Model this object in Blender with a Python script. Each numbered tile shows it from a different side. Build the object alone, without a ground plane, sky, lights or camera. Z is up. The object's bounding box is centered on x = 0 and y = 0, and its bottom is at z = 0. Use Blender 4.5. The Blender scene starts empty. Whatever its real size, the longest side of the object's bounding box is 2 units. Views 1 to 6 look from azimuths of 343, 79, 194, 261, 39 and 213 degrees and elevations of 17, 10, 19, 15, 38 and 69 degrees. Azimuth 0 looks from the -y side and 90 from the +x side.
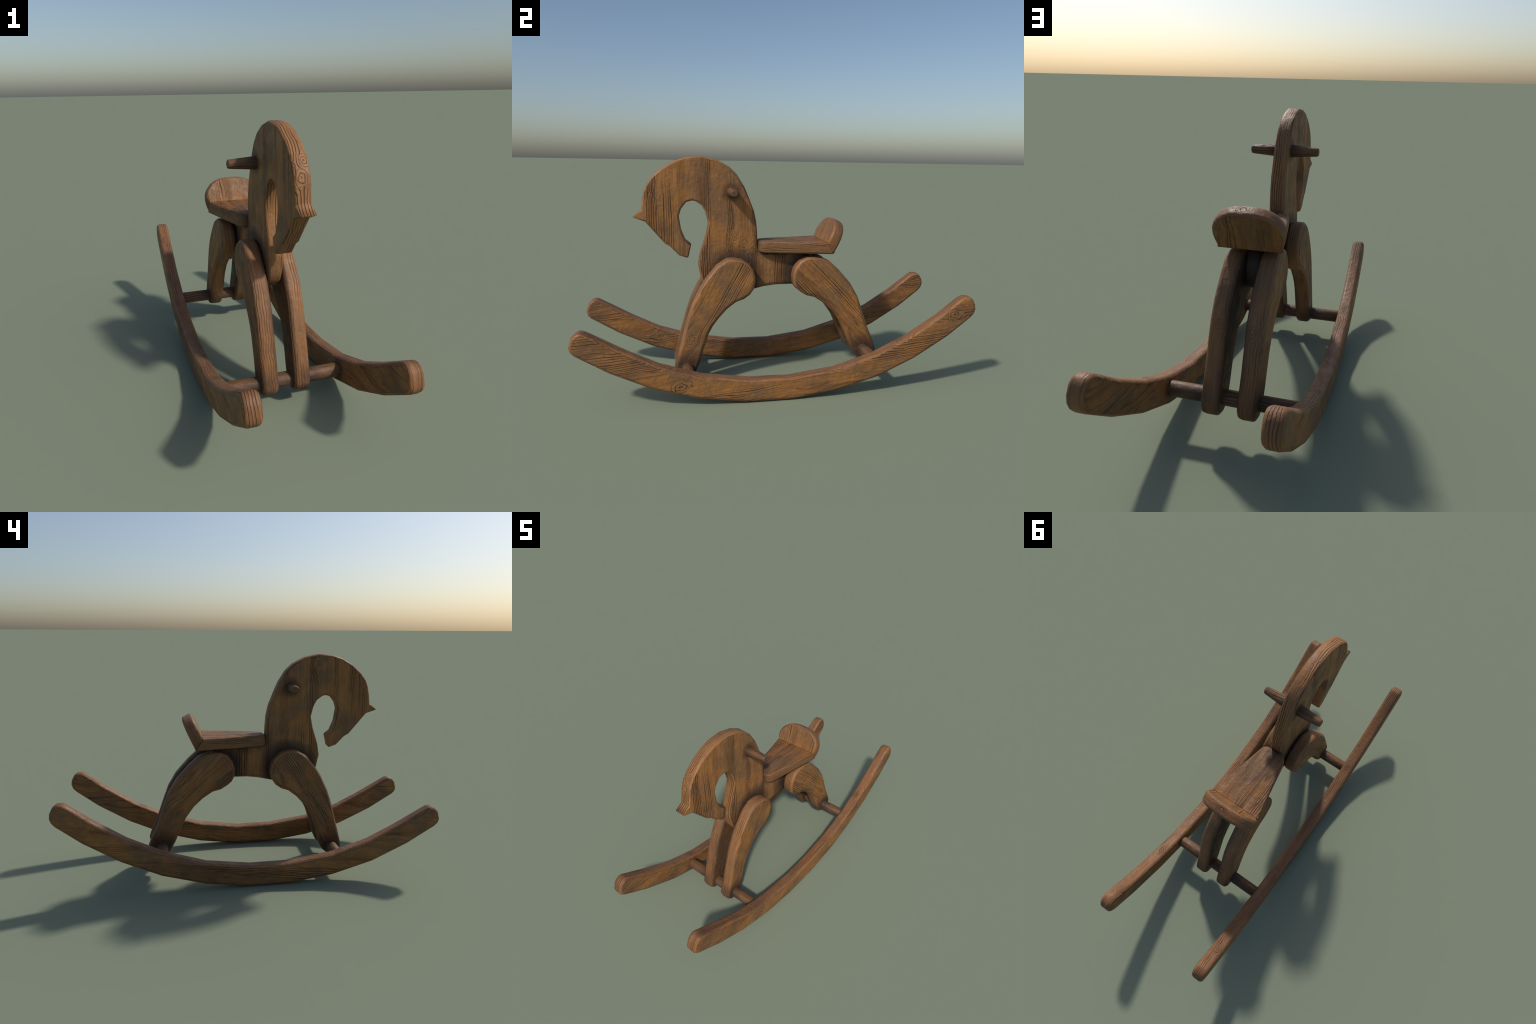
import bpy, bmesh, math
from mathutils import Vector

# ------------------------------------------------------------------ helpers
COL = bpy.context.scene.collection


def area2(points):
    return sum(points[i - 1][0] * p[1] - p[0] * points[i - 1][1] for i, p in enumerate(points))


def inset(points, dist):
    """Move every vertex of a counter-clockwise outline inwards by dist[i], mitred."""
    n, out = len(points), []
    for i in range(n):
        p = Vector(points[i]).to_2d()
        e0 = (p - Vector(points[i - 1])).normalized()
        e1 = (Vector(points[(i + 1) % n]) - p).normalized()
        n0, n1 = Vector((-e0.y, e0.x)), Vector((-e1.y, e1.x))
        b = n0 + n1
        b = b / max(b.dot(b) / 2, 0.35)
        q = p + b * dist[i]
        out.append((q.x, q.y))
    return out


def slab_bmesh(outline, w0, w1, radius, depth, place, steps=4, soft=None):
    """A board: an outline extruded from w0 to w1 with rounded rims.
    radius: inset of the rounding, depth: how far it reaches into the thickness,
    soft: per-vertex factor on the rounding; place(u, v, w) -> xyz."""
    if area2(outline) < 0:
        outline = outline[::-1]
        soft = soft[::-1] if soft else None
    n = len(outline)
    soft = soft or [1.0] * n
    bm = bmesh.new()
    rings = []
    layers = [(w0, w0 + depth * 1.0, k) for k in range(steps, -1, -1)]
    layers += [(w1, w1 - depth * 1.0, k) for k in range(0, steps + 1)]
    for face, inner, k in layers:
        a = math.pi / 2 * k / steps
        w = inner + (face - inner) * math.sin(a)
        ins = inset(outline, [radius * s * (1 - math.cos(a)) for s in soft])
        rings.append([bm.verts.new(place(u, v, w)) for u, v in ins])
    for r0, r1 in zip(rings, rings[1:]):
        for i in range(n):
            j = (i + 1) % n
            bm.faces.new((r0[i], r0[j], r1[j], r1[i]))
    bm.faces.new(rings[0][::-1])
    bm.faces.new(rings[-1])
    bmesh.ops.recalc_face_normals(bm, faces=bm.faces)
    return bm


def vertex_normals(bm):
    """Area-weighted normals: broad faces stay flat, rims stay round."""
    bm.normal_update()
    res = {}
    for v in bm.verts:
        s = Vector()
        for f in v.link_faces:
            s += f.normal * f.calc_area()
        res[v] = s.normalized()
    return res


def to_object(bm, name, material, parent, normals=None, faces=None):
    if normals is None:
        normals = vertex_normals(bm)
    faces = list(bm.faces) if faces is None else faces
    index, verts, nors, polys = {}, [], [], []
    for f in faces:
        row = []
        for v in f.verts:
            if v not in index:
                index[v] = len(verts)
                verts.append(v.co.copy())
                nors.append(normals[v])
            row.append(index[v])
        polys.append(row)
    me = bpy.data.meshes.new(name)
    me.from_pydata(verts, [], polys)
    me.update()
    for p in me.polygons:
        p.use_smooth = True
    me.normals_split_custom_set_from_vertices(nors)
    me.materials.append(material)
    ob = bpy.data.objects.new(name, me)
    COL.objects.link(ob)
    ob.parent = parent
    return ob


def lathe_bmesh(stations, y, z, sides=16, squash=1.0):
    """A round bar along x: stations are (x, radius)."""
    bm = bmesh.new()
    rings = []
    for x, r in stations:
        rings.append([bm.verts.new((x, y + r * math.cos(2 * math.pi * i / sides),
                                    z + squash * r * math.sin(2 * math.pi * i / sides))) for i in range(sides)])
    for r0, r1 in zip(rings, rings[1:]):
        for i in range(sides):
            j = (i + 1) % sides
            bm.faces.new((r0[i], r0[j], r1[j], r1[i]))
    bm.faces.new(rings[0][::-1])
    bm.faces.new(rings[-1])
    bmesh.ops.recalc_face_normals(bm, faces=bm.faces)
    return bm


# ------------------------------------------------------------------ material
class Graph:
    def __init__(self, name):
        self.mat = bpy.data.materials.new(name)
        self.mat.use_nodes = True
        self.t = self.mat.node_tree
        self.t.nodes.clear()

    def node(self, kind, **props):
        n = self.t.nodes.new(kind)
        for k, v in props.items():
            setattr(n, k, v)
        return n

    def put(self, sock, v):
        if isinstance(v, bpy.types.NodeSocket):
            self.t.links.new(v, sock)
        else:
            sock.default_value = v

    def m(self, op, a, b=0.0, c=0.0, clamp=False):
        n = self.node('ShaderNodeMath', operation=op, use_clamp=clamp)
        self.put(n.inputs[0], a)
        self.put(n.inputs[1], b)
        self.put(n.inputs[2], c)
        return n.outputs[0]

    def step(self, v, lo, hi, t0=0.0, t1=1.0):
        n = self.node('ShaderNodeMapRange', interpolation_type='SMOOTHSTEP')
        self.put(n.inputs['Value'], v)
        n.inputs['From Min'].default_value = lo
        n.inputs['From Max'].default_value = hi
        n.inputs['To Min'].default_value = t0
        n.inputs['To Max'].default_value = t1
        return n.outputs[0]

    def vec(self, op, a, b=(0, 0, 0)):
        n = self.node('ShaderNodeVectorMath', operation=op)
        self.put(n.inputs[0], a)
        if op == 'SCALE':
            self.put(n.inputs['Scale'], b)
        else:
            self.put(n.inputs[1], b)
        return n.outputs['Value'] if op in ('DOT_PRODUCT', 'LENGTH', 'DISTANCE') else n.outputs['Vector']

    def xyz(self, x, y, z):
        n = self.node('ShaderNodeCombineXYZ')
        for s, v in zip(n.inputs, (x, y, z)):
            self.put(s, v)
        return n.outputs[0]

    def noise(self, v, scale=1.0, detail=2.0, rough=0.5):
        n = self.node('ShaderNodeTexNoise')
        self.put(n.inputs['Vector'], v)
        n.inputs['Scale'].default_value = scale
        n.inputs['Detail'].default_value = detail
        n.inputs['Roughness'].default_value = rough
        return n.outputs['Fac']

    def mixf(self, f, a, b):
        n = self.node('ShaderNodeMix', data_type='FLOAT')
        self.put(n.inputs[0], f)
        self.put(n.inputs[2], a)
        self.put(n.inputs[3], b)
        return n.outputs[0]

    def mixc(self, f, a, b, blend='MIX'):
        n = self.node('ShaderNodeMix', data_type='RGBA', blend_type=blend)
        self.put(n.inputs[0], f)
        for s, v in ((n.inputs[6], a), (n.inputs[7], b)):
            self.put(s, (*v, 1.0) if isinstance(v, tuple) else v)
        return n.outputs[2]


def wood(name, grain, across, through, seed, knots=(), painted_shade=(), inner_shade=None, tone=1.0, density=1.0, warp_amount=5.0, rim_col=(0.255, 0.122, 0.050),
         rim_lines=0.65, bias=0.0, clusters=(), streaks=0.6):
    """Old stained pine. grain / across / through: unit axes of the board; broad faces show lines
    along the grain, the rims show the layers of the board as lines along the rim.
    knots: (point, radius); dirt: (point, full radius, clear radius, strength), joint occlusion painted into the colour."""
    g = Graph(name)
    P = g.node('ShaderNodeTexCoord').outputs['Object']
    N = g.node('ShaderNodeNewGeometry').outputs['Normal']
    a = g.vec('DOT_PRODUCT', P, grain)
    c = g.vec('DOT_PRODUCT', P, across)
    t = g.vec('DOT_PRODUCT', P, through)
    nt = g.m('ABSOLUTE', g.vec('DOT_PRODUCT', N, through))
    side = g.m('SIGN', g.vec('DOT_PRODUCT', N, through))
    broad = g.step(nt, 0.80, 0.93)
    # lines on the two faces of a board differ
    shift = g.m('MULTIPLY_ADD', side, 3.7, seed * 7.31)

    ring, inside = 0.0, 0.0
    fc, ft = c, t
    for point, r, *strength in knots:
        strength = strength[0] if strength else 0.5
        p = Vector(point)
        d3 = g.vec('SUBTRACT', P, tuple(p))
        along = g.vec('DOT_PRODUCT', d3, grain)
        flat = g.vec('SUBTRACT', d3, g.vec('SCALE', grain, g.m('MULTIPLY', along, 0.35)))
        d = g.vec('LENGTH', flat)
        wob = g.noise(g.vec('ADD', P, (seed, seed * 2, 0)), 35.0, 1.0)
        d = g.m('MULTIPLY', d, g.m('MULTIPLY_ADD', wob, 1.1, 0.45))
        q = g.m('DIVIDE', d, r)
        fall = g.m('SUBTRACT', 1.0, g.m('EXPONENT', g.m('MULTIPLY', g.m('MULTIPLY', q, q), -0.55)))
        for which, f in (('c', fc), ('t', ft)):
            f0 = p.dot(Vector(across if which == 'c' else through))
            f2 = g.m('MULTIPLY_ADD', g.m('SUBTRACT', f, f0), fall, f0)
            if which == 'c':
                fc = f2
            else:
                ft = f2
        rr = g.m('PINGPONG', g.m('MULTIPLY', g.m('POWER', q, 0.8), 2.8), 0.5)
        rr = g.m('ADD', g.m('MULTIPLY', g.step(rr, 0.32, 0.48), g.step(q, 1.2, 0.5, 0.35, 1.0)),
                 g.step(q, 0.22, 0.08, 0.0, 0.4), clamp=True)
        k = g.step(q, 1.25, 0.75)
        ring = g.mixf(k, ring, g.m('MULTIPLY', rr, strength))
        inside = g.m('MAXIMUM', inside, k)

    def lines(f, F, A, seedv, lo, hi, thin0, thin1, stretch):
        warp = g.noise(g.xyz(g.m('MULTIPLY', f, 5.0), g.m('MULTIPLY', a, 1.6), seedv), 1.0, 2.0, 0.45)
        fine = g.noise(g.xyz(g.m('MULTIPLY', f, 34.0), g.m('MULTIPLY', a, 1.6), seedv), 1.0, 1.0)
        h = g.m('ADD', g.m('MULTIPLY', f, F), g.m('MULTIPLY_ADD', warp, A, g.m('MULTIPLY', fine, 2.0)))
        l = g.step(g.m('PINGPONG', h, 0.5), thin0, thin1)
        gate = g.noise(g.xyz(g.m('MULTIPLY', f, 13.0), g.m('MULTIPLY', a, stretch),
                             g.m('ADD', seedv, 11.3)), 1.0, 2.0)
        gate = g.m('ADD', gate, bias)
        for c0, half in clusters:
            gate = g.m('ADD', gate, g.step(g.m('ABSOLUTE', g.m('SUBTRACT', f, c0)), half, half * 0.5, 0.0, 0.17))
        return g.m('MULTIPLY', l, g.step(gate, lo, hi))

    big = lines(fc, 88.0 * density, warp_amount, shift, 0.53, 0.63, 0.30, 0.47, 0.9)
    sml = lines(fc, 190.0 * density, 7.0, g.m('ADD', shift, 4.1), 0.54, 0.66, 0.28, 0.48, 1.5)
    cat = lines(fc, 26.0 * density, 9.0, g.m('ADD', shift, 9.7), 0.52, 0.64, 0.33, 0.49, 0.6)
    # the rim: lines across the thickness, running with the outline
    wpos = g.noise(g.vec('ADD', P, (seed, 0, seed)), 5.0, 1.0)
    rimf = g.m('MULTIPLY_ADD', wpos, 0.022, ft)
    rh = g.m('MULTIPLY_ADD', g.noise(g.vec('ADD', P, (0, seed, 0)), 14.0, 1.0), 1.2,
             g.m('MULTIPLY', rimf, 92.0))
    rimgate = g.noise(g.xyz(g.m('MULTIPLY_ADD', t, 22.0, seed * 3), g.m('MULTIPLY', a, 2.6), g.m('MULTIPLY', c, 2.6)), 1.0, 1.0)
    rim = g.m('MULTIPLY', g.step(g.m('PINGPONG', rh, 0.5), 0.30, 0.48), g.step(rimgate, 0.45, 0.60, 0.0, rim_lines))

    face_lines = g.m('MAXIMUM', big, g.m('MULTIPLY', sml, 0.5))
    line = g.mixf(broad, rim, face_lines)
    line = g.mixf(inside, line, ring)

    fibre_f = g.mixf(broad, ft, fc)
    fibre = g.noise(g.xyz(g.m('MULTIPLY', fibre_f, 240.0), g.m('MULTIPLY', a, 9.0), shift), 1.0, 2.0, 0.6)
    band = g.noise(g.xyz(g.m('MULTIPLY', fibre_f, 26.0), g.m('MULTIPLY', a, 2.6), shift), 1.0, 2.0)
    blot = g.noise(g.vec('ADD', P, (seed * 1.7, seed, 0)), 7.0, 3.0, 0.55)
    blot2 = g.noise(g.vec('ADD', P, (seed, seed * 3.1, 5)), 19.0, 2.0, 0.6)

    def tn(*rgb):
        return tuple(v * tone for v in rgb)
    col = g.mixc(g.step(blot, 0.36, 0.66), tn(0.200, 0.104, 0.045), tn(0.310, 0.134, 0.037))
    col = g.mixc(g.m('MULTIPLY', g.step(band, 0.48, 0.72), 0.55), col, tn(0.175, 0.070, 0.026))
    col = g.mixc(g.m('MULTIPLY', g.step(blot2, 0.50, 0.72), 0.45), col, tn(0.330, 0.158, 0.050))
    col = g.mixc(g.m('MULTIPLY', g.step(blot2, 0.44, 0.28), 0.20), col, tn(0.125, 0.080, 0.048))
    # rims are paler and redder, worn edges catch a little more
    col = g.mixc(g.m('MULTIPLY', g.m('SUBTRACT', 1.0, broad), 0.6), col, tn(*rim_col))
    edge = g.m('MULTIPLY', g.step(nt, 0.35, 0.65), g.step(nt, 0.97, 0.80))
    col = g.mixc(g.m('MULTIPLY', edge, g.step(blot, 0.35, 0.65, 0.0, 0.35)), col, tn(0.330, 0.155, 0.052))
    seam = g.m('MULTIPLY', g.step(nt, 0.88, 0.94), g.step(nt, 0.997, 0.975))
    seam = g.m('MULTIPLY', seam, g.step(blot2, 0.42, 0.58, 0.1, 0.55))
    col = g.mixc(seam, col, (0.080, 0.034, 0.016))
    cat = g.m('MULTIPLY', g.m('MULTIPLY', cat, broad), g.m('SUBTRACT', 1.0, inside))
    col = g.mixc(g.m('MULTIPLY', cat, streaks), col, (0.085, 0.030, 0.014))
    fb = g.step(fibre, 0.3, 0.7, 0.80, 1.17)
    col = g.mixc(1.0, col, g.xyz(fb, fb, fb), 'MULTIPLY')
    col = g.mixc(g.m('MULTIPLY', line, 0.77), col, (0.034, 0.013, 0.007))
    shade_mask = 0.0  # contact shade at joints and recesses, painted into the base colour
    for point, r0, r1, s in painted_shade:
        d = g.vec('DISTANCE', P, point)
        shade_mask = g.m('MAXIMUM', shade_mask, g.step(d, r1, r0, 0.0, s))
    if inner_shade:  # painted occlusion, darkening towards the board's mid plane
        x0, x1, s = inner_shade
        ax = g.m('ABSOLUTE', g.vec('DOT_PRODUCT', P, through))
        shade_mask = g.m('MAXIMUM', shade_mask, g.step(ax, x1, x0, 0.0, s))
    col = g.mixc(shade_mask, col, (0.022, 0.018, 0.017))

    dents = g.noise(g.vec('ADD', P, (seed * 2.2, 0, seed)), 38.0, 2.0, 0.55)
    height = g.m('SUBTRACT', g.m('MULTIPLY', fibre, 0.16), g.m('SUBTRACT', line, g.m('MULTIPLY', dents, 0.9)))
    bump = g.node('ShaderNodeBump')
    bump.inputs['Strength'].default_value = 0.8
    bump.inputs['Distance'].default_value = 0.005
    g.put(bump.inputs['Height'], height)
    bsdf = g.node('ShaderNodeBsdfPrincipled')
    g.put(bsdf.inputs['Base Color'], col)
    g.put(bsdf.inputs['Roughness'], g.step(blot2, 0.3, 0.7, 0.66, 0.50))
    bsdf.inputs['Specular IOR Level'].default_value = 0.35
    g.put(bsdf.inputs['Normal'], bump.outputs[0])
    out = g.node('ShaderNodeOutputMaterial')
    g.t.links.new(bsdf.outputs[0], out.inputs[0])
    return g.mat


def along_yz(dy, dz):
    k = math.hypot(dy, dz)
    dy, dz = dy / k, dz / k
    return (0.0, dy, dz), (0.0, dz, -dy), (1.0, 0.0, 0.0)


def board_place(u, v, w):          # boards cut in the y-z plane, thick along x
    return (w, u, v)


# ------------------------------------------------------------------ the thing
horse = bpy.data.objects.new('rocking_horse', None)
COL.objects.link(horse)
horse['label'] = 'rustic stained pine rocking horse on two curved rockers'
horse['category'] = 'rocking horse'

BODY_HALF = 0.033                   # half thickness of the body board
LEG_IN, LEG_OUT = 0.0335, 0.1075    # legs are clamped on both sides of it
ROCK_IN, ROCK_OUT = 0.257, 0.323
FRONT_BAR, REAR_BAR, BAR_R = (-0.465, 0.110), (0.478, 0.160), 0.031

# ---- body board: neck, head, ear and torso cut out of one plank (y, z)
crest = [(-0.095, 0.740), (-0.098, 0.800), (-0.102, 0.846), (-0.114, 0.902), (-0.139, 0.965), (-0.165, 1.026),
         (-0.204, 1.088), (-0.243, 1.126), (-0.302, 1.158), (-0.380, 1.177), (-0.456, 1.171), (-0.515, 1.152),
         (-0.574, 1.118), (-0.620, 1.077), (-0.650, 1.038), (-0.664, 1.004), (-0.673, 0.960), (-0.679, 0.909)]
ear_tip = [(-0.7185, 0.8735)]
face_line = [(-0.661, 0.853), (-0.566, 0.741), (-0.541, 0.727), (-0.496, 0.680), (-0.456, 0.667)]
muzzle = [(-0.449, 0.674), (-0.435, 0.736), (-0.463, 0.759)]
throat = [(-0.485, 0.813), (-0.495, 0.880), (-0.484, 0.915), (-0.458, 0.949), (-0.428, 0.957), (-0.409, 0.953),
          (-0.379, 0.931), (-0.361, 0.897), (-0.348, 0.842), (-0.361, 0.780), (-0.377, 0.730), (-0.389, 0.693),
          (-0.400, 0.628)]
chest = [(-0.387, 0.560), (-0.368, 0.520), (-0.335, 0.490), (-0.285, 0.476), (-0.215, 0.475), (-0.125, 0.491),
         (-0.060, 0.506), (0.004, 0.514), (0.090, 0.515)]
rump = [(0.160, 0.508), (0.210, 0.506), (0.238, 0.522), (0.254, 0.556), (0.252, 0.610), (0.225, 0.652),
        (0.180, 0.674), (0.100, 0.683), (0.000, 0.684), (-0.060, 0.686), (-0.086, 0.700)]
outline = crest + ear_tip + face_line + muzzle + throat + chest + rump
soft = ([1.0] * len(crest) + [0.2] + [0.7] + [1.0] * (len(face_line) - 2) + [0.7] + [0.5, 0.6, 0.9]
        + [0.8] * (len(throat) - 1) + [1.2] + [1.75] * len(chest) + [1.75] * 5 + [0.8] * (len(rump) - 5))
body = slab_bmesh(outline, -BODY_HALF, BODY_HALF, 0.014, 0.014, board_place, soft=soft)
bmesh.ops.triangulate(body, faces=[f for f in body.faces if len(f.verts) > 4])


def cut(p, q):
    """Split the faces along the line p-q of the y-z plane."""
    d = Vector((0, q[0] - p[0], q[1] - p[1]))
    no = d.cross(Vector((1, 0, 0))).normalized()
    bmesh.ops.bisect_plane(body, geom=body.verts[:] + body.edges[:] + body.faces[:], dist=1e-6,
                           plane_co=(0, p[0], p[1]), plane_no=no)
    return lambda c: (c - Vector((0, p[0], p[1]))).dot(no) > 0


ear_side = cut((-0.680, 0.915), (-0.659, 0.845))
head_side = cut((-0.600, 1.096), (-0.484, 0.915))
neck_side = cut((-0.420, 0.640), (-0.060, 0.700))
body_normals = vertex_normals(body)
ear_ref = ear_side(Vector((0, -0.72, 0.873)))
head_ref = head_side(Vector((0, -0.65, 0.90)))
neck_ref = neck_side(Vector((0, -0.25, 0.90)))
groups = {'ear': [], 'head': [], 'neck': [], 'torso': []}
for f in body.faces:
    c = f.calc_center_median()
    if ear_side(c) == ear_ref and 0.82 < c.z < 0.93 and c.y < -0.63:
        groups['ear'].append(f)
    elif head_side(c) == head_ref and c.z > 0.655 and (c.y < -0.41 or c.z > 0.88):
        groups['head'].append(f)
    elif neck_side(c) == neck_ref and c.y < -0.05:
        groups['neck'].append(f)
    else:
        groups['torso'].append(f)

gx, cx, tx = along_yz(0.0, 1.0)
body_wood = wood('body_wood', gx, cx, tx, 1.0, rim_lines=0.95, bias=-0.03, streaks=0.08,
                 clusters=[(-0.365, 0.034), (-0.632, 0.034), (-0.115, 0.022), (0.030, 0.045), (-0.48, 0.02)],
                 knots=[((0.033, -0.215, 0.770), 0.024), ((0.033, -0.165, 0.735), 0.030), ((0.033, -0.215, 0.955), 0.022),
                        ((0.010, -0.640, 1.055), 0.022, 0.6), ((-0.006, -0.668, 1.000), 0.024, 0.6),
                        ((-0.033, -0.385, 1.120), 0.026), ((-0.033, -0.400, 1.060), 0.022),
                        ((-0.033, -0.205, 0.760), 0.022), ((-0.033, -0.210, 0.705), 0.018)],
                 painted_shade=[((0.0, -0.215, 0.570), 0.105, 0.185, 0.80), ((0.0, 0.170, 0.570), 0.10, 0.18, 0.88),  # soft shade halos round both hips, painted in
                       ((0.0, -0.080, 0.700), 0.015, 0.075, 0.55), ((0.0, 0.030, 0.695), 0.03, 0.09, 0.55),  # shade under the seat, painted in
                       ((0.0, -0.232, 1.001), 0.046, 0.072, 0.55),  # contact shade at the handle roots, painted in
                       ((0.0, -0.440, 0.850), 0.050, 0.066, 0.35)])  # shade in the throat recess, painted in
parts = {}
for name, faces in groups.items():
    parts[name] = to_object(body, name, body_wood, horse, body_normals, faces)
parts['ear'].parent = parts['head']

# ---- legs (y, z), foot hoop round the cross bar
fore_outline = [(-0.262, 0.668), (-0.228, 0.671), (-0.188, 0.664), (-0.150, 0.642), (-0.126, 0.613), (-0.114, 0.578),
                (-0.113, 0.545), (-0.122, 0.512), (-0.143, 0.481), (-0.174, 0.459), (-0.215, 0.445),
                (-0.263, 0.408), (-0.304, 0.362), (-0.334, 0.321), (-0.356, 0.278), (-0.382, 0.198), (-0.400, 0.130),
                (-0.420, 0.085), (-0.442, 0.066), (-0.470, 0.058), (-0.500, 0.066), (-0.520, 0.086),
                (-0.528, 0.112), (-0.504, 0.205), (-0.474, 0.318), (-0.455, 0.384), (-0.434, 0.446),
                (-0.396, 0.524), (-0.364, 0.572), (-0.310, 0.638)]
hind_outline = [(0.190, 0.672), (0.152, 0.670), (0.117, 0.652), (0.090, 0.615), (0.080, 0.578), (0.083, 0.535),
                (0.098, 0.508), (0.124, 0.487), (0.157, 0.467), (0.201, 0.456), (0.254, 0.421), (0.304, 0.374),
                (0.348, 0.313), (0.378, 0.248), (0.409, 0.178), (0.436, 0.130), (0.460, 0.110), (0.490, 0.100),
                (0.522, 0.106), (0.546, 0.128), (0.554, 0.158), (0.534, 0.212), (0.500, 0.287), (0.466, 0.383),
                (0.438, 0.455), (0.394, 0.528), (0.328, 0.602), (0.275, 0.649), (0.232, 0.668)]


def leg(name, outline, sx, mat):
    a, b = sorted((sx * LEG_IN, sx * LEG_OUT))
    bm = slab_bmesh(outline, a, b, 0.021, 0.019, board_place)
    return to_object(bm, name, mat, horse)


gf = along_yz(0.50, 0.87)
gh = along_yz(-0.68, 0.73)
for sx in (1, -1):
    s = 0.5 * sx
    fk = [((0.107, -0.440, 0.250), 0.026)] if sx > 0 else [((-0.107, -0.150, 0.520), 0.020), ((-0.107, -0.330, 0.545), 0.024)]
    hk = [((0.07, 0.447, 0.44), 0.022), ((0.107, 0.468, 0.215), 0.014)] if sx > 0 else \
        [((-0.107, 0.385, 0.355), 0.020), ((-0.065, 0.452, 0.425), 0.022)]
    bar_shade_f = [((sx * 0.11, FRONT_BAR[0], FRONT_BAR[1]), 0.034, 0.125, 0.72)]  # contact shade painted on the foot round the front bar
    bar_shade_h = [((sx * 0.11, REAR_BAR[0], REAR_BAR[1]), 0.034, 0.125, 0.72)]  # same painted contact shade at the rear bar
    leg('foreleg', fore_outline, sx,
        wood('foreleg_wood', *gf, 2.3 + s, bias=0.02, warp_amount=4.0, rim_lines=0.42, rim_col=(0.225, 0.105, 0.048), knots=fk, painted_shade=bar_shade_f, inner_shade=(0.033, 0.068, 0.6)))  # inner side painted darker as shade next to the body
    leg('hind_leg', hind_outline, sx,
        wood('hind_leg_wood', *gh, 4.1 + s, bias=0.04, warp_amount=4.0, rim_lines=0.45, rim_col=(0.205, 0.098, 0.047), knots=hk, painted_shade=bar_shade_h, inner_shade=(0.033, 0.068, 0.6)))  # shade next to the body painted on the inner side

# ---- rockers (y, z)
rocker_top = [(-0.988, 0.362), (-0.970, 0.382), (-0.950, 0.391), (-0.930, 0.386), (-0.750, 0.285), (-0.605, 0.213),
              (-0.407, 0.150), (-0.175, 0.1165), (0.027, 0.114), (0.253, 0.1425), (0.460, 0.205), (0.642, 0.291),
              (0.802, 0.393), (0.912, 0.476), (0.936, 0.489), (0.962, 0.488), (0.982, 0.474)]
rocker_bottom = [(0.997, 0.445), (1.000, 0.420), (0.993, 0.398), (0.976, 0.378), (0.854, 0.284), (0.678, 0.177),
                 (0.480, 0.088), (0.260, 0.028), (0.040, 0.000), (-0.195, 0.0025), (-0.419, 0.035), (-0.635, 0.099),
                 (-0.826, 0.189), (-0.976, 0.280), (-0.993, 0.297), (-1.000, 0.319)]
rocker_outline = rocker_top + rocker_bottom
gr = along_yz(0.99, 0.12)
for sx in (1, -1):
    a, b = sorted((sx * ROCK_IN, sx * ROCK_OUT))
    if sx > 0:
        kn = [((0.323, -0.505, 0.105), 0.036, 0.85), ((0.323, 0.880, 0.400), 0.032, 0.85), ((0.31, 0.280, 0.145), 0.022),
              ((0.29, -0.61, 0.212), 0.022), ((0.257, -0.80, 0.27), 0.025), ((0.257, -0.55, 0.155), 0.026),
              ((0.29, 0.60, 0.27), 0.026)]
    else:
        kn = [((-0.323, 0.855, 0.360), 0.024), ((-0.257, 0.850, 0.380), 0.028), ((-0.257, -0.60, 0.165), 0.024),
              ((-0.29, 0.84, 0.415), 0.026), ((-0.29, 0.30, 0.155), 0.022), ((-0.29, -0.45, 0.165), 0.026)]
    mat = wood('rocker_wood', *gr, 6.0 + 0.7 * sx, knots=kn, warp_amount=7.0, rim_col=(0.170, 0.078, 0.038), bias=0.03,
               painted_shade=[((sx * 0.257, FRONT_BAR[0], FRONT_BAR[1]), 0.03, 0.07, 0.45),  # occlusion painted where the bars enter the rocker
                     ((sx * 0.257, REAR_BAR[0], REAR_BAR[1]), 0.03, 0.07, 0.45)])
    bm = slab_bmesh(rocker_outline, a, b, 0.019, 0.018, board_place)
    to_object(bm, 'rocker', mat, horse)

# ---- cross bars, let into the rockers
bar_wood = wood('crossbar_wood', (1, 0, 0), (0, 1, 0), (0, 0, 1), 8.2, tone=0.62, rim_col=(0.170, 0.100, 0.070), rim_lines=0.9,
                painted_shade=[((s * 0.11, y, z), 0.03, 0.075, 0.55) for s in (1, -1) for y, z in (FRONT_BAR, REAR_BAR)])  # occlusion painted on the bars beside the legs
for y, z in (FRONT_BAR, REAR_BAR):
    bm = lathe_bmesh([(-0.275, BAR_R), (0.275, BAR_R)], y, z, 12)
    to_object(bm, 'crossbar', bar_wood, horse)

# ---- handle pegs, tapered, one on each side of the neck
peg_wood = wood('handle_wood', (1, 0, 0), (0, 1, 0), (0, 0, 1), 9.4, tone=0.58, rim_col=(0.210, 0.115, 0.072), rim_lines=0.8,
                painted_shade=[((0.033, -0.232, 1.0), 0.02, 0.06, 0.5), ((-0.033, -0.232, 1.0), 0.02, 0.06, 0.5)])  # contact shade painted on the pegs at the neck
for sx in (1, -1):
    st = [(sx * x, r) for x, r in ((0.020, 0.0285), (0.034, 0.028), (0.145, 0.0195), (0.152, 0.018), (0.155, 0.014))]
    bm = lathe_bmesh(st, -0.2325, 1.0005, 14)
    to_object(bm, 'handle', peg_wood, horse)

# ---- seat: a wedge-shaped board with a mitred, domed backrest
SEAT_TOP, SEAT_LOW = 0.7515, 0.6905
INNER, OUTER = (0.246, SEAT_TOP), (0.2855, SEAT_LOW)
half_plan = [(0.034, -0.093), (0.052, -0.088), (0.064, -0.074), (0.071, -0.052), (0.1300, 0.240)]
plan = half_plan + [(-x, y) for x, y in reversed(half_plan)]


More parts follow.
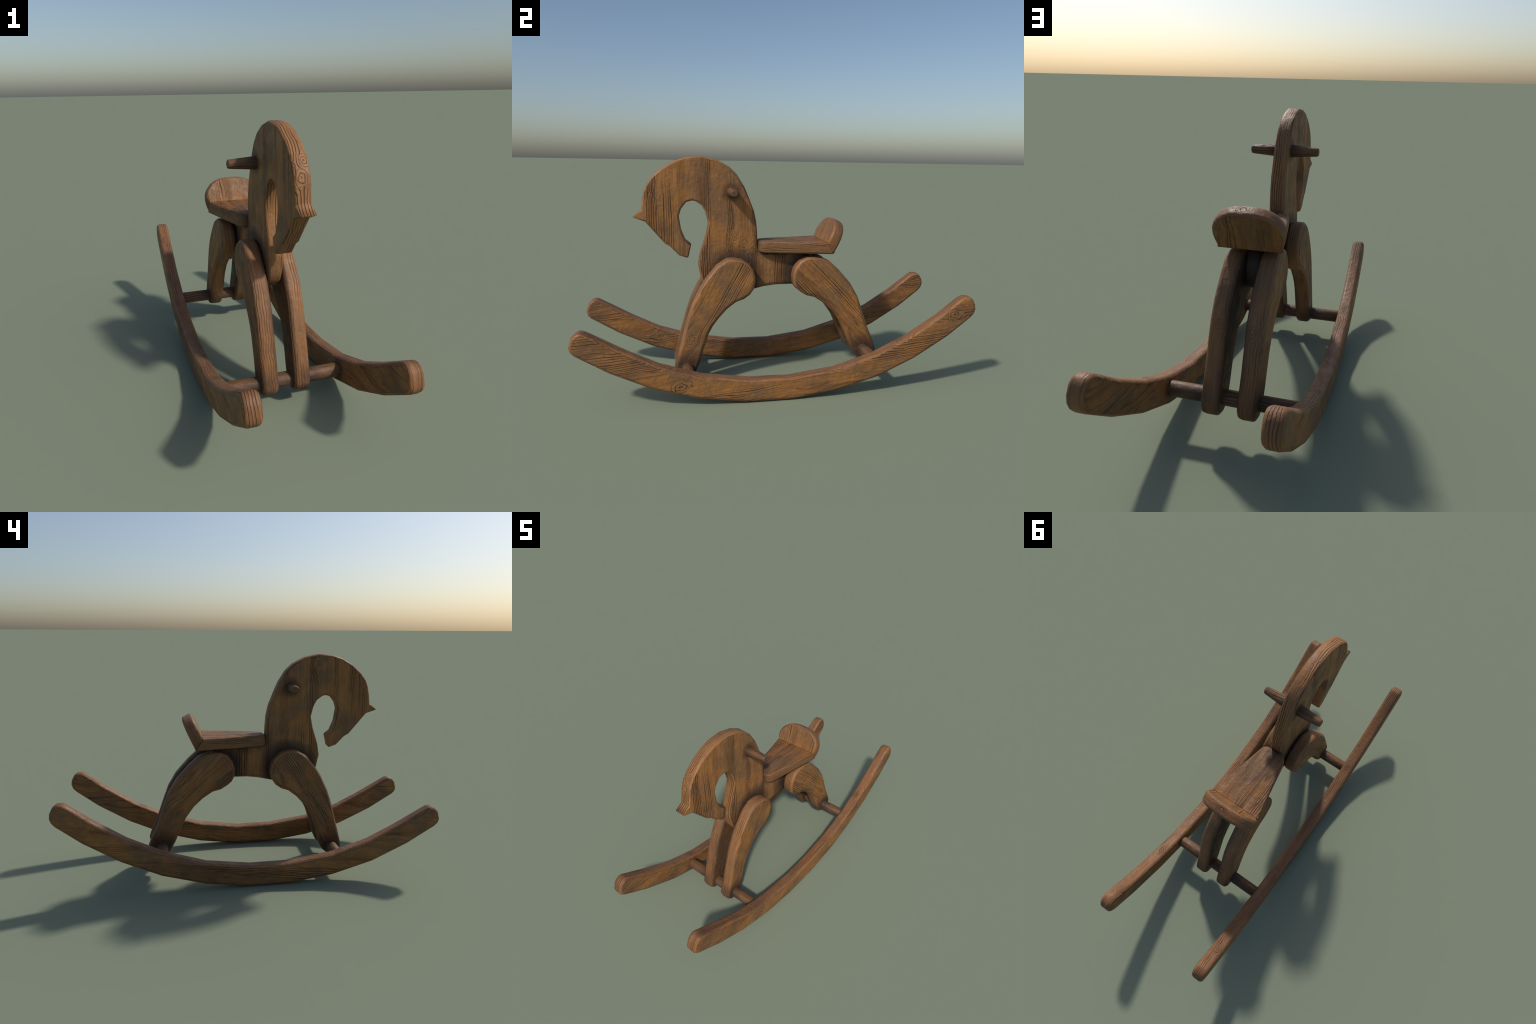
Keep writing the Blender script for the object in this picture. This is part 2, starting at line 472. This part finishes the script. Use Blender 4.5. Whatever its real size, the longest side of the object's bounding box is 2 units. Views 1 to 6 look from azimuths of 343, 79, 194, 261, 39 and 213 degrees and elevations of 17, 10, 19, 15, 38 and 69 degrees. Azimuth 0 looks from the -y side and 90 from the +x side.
def loosen_mitre(bm):
    """The mitre faces meet the rest at a crease: split them off so the shading stays crisp."""
    n = Vector((0, OUTER[1] - INNER[1], INNER[0] - OUTER[0])).normalized()
    faces = [f for f in bm.faces if all(abs((v.co - Vector((0, *INNER))).dot(n)) < 0.002 for v in f.verts)]
    edges = {e for f in faces for e in f.edges if sum(g in faces for g in e.link_faces) == 1}
    bmesh.ops.split_edges(bm, edges=list(edges))


def seat_place(x, y, z):
    if y > 0.2:                     # the rear end follows the mitre
        k = (SEAT_TOP - z) / (SEAT_TOP - SEAT_LOW)
        y = INNER[0] - 0.0006 + k * (OUTER[0] - INNER[0])
    return (x, y, z)


seat_wood = wood('seat_wood', (0, 1, 0), (1, 0, 0), (0, 0, 1), 11.2, tone=0.84, density=0.8, bias=0.06, rim_col=(0.225, 0.112, 0.050),
                 painted_shade=[((0.0, -0.10, 0.75), 0.03, 0.09, 0.5), ((0.0, 0.08, 0.688), 0.02, 0.05, 0.4)],  # contact shade painted at the neck and on the underside
                 knots=[((0.09, 0.10, 0.752), 0.016)])
rear_soft = [1.8, 1.8, 1.6, 1.3, 0.15, 0.15, 1.3, 1.6, 1.8, 1.8]
bm = slab_bmesh(plan, SEAT_LOW, SEAT_TOP, 0.009, 0.012, seat_place, soft=rear_soft)
loosen_mitre(bm)
seat = to_object(bm, 'seat', seat_wood, horse)

TILT = math.radians(24.5)
up = Vector((0, math.sin(TILT), math.cos(TILT)))
back = Vector((0, math.cos(TILT), -math.sin(TILT)))
THICK = (OUTER[0] - INNER[0]) * back.y + (OUTER[1] - INNER[1]) * back.z
LOW = (OUTER[0] - INNER[0]) * up.y + (OUTER[1] - INNER[1]) * up.z
half_dome = [(0.127, 0.0), (0.1345, 0.008), (0.139, 0.018), (0.1425, 0.036), (0.140, 0.054), (0.130, 0.075), (0.112, 0.097),
             (0.090, 0.113), (0.064, 0.1235), (0.030, 0.129)]
dome = half_dome + [(-x, s) for x, s in reversed(half_dome)]
dome_soft = [0.15] + [1.0] * (len(dome) - 2) + [0.15]


def back_place(x, s, w):
    s += LOW * w / THICK * max(0.0, 1 - s / 0.06)
    p = Vector((x, INNER[0] + 0.0006, INNER[1])) + up * s + back * w
    return p


back_wood = wood('backrest_wood', tuple(up), (1, 0, 0), tuple(back), 13.7, density=0.8, tone=0.88, rim_col=(0.215, 0.095, 0.042), rim_lines=0.8,
                 knots=[((0.01, 0.335, 0.868), 0.030), ((0.10, 0.335, 0.745), 0.022)])
bm = slab_bmesh(dome, 0.0, THICK, 0.014, 0.017, back_place, soft=dome_soft)
loosen_mitre(bm)
to_object(bm, 'backrest', back_wood, seat)
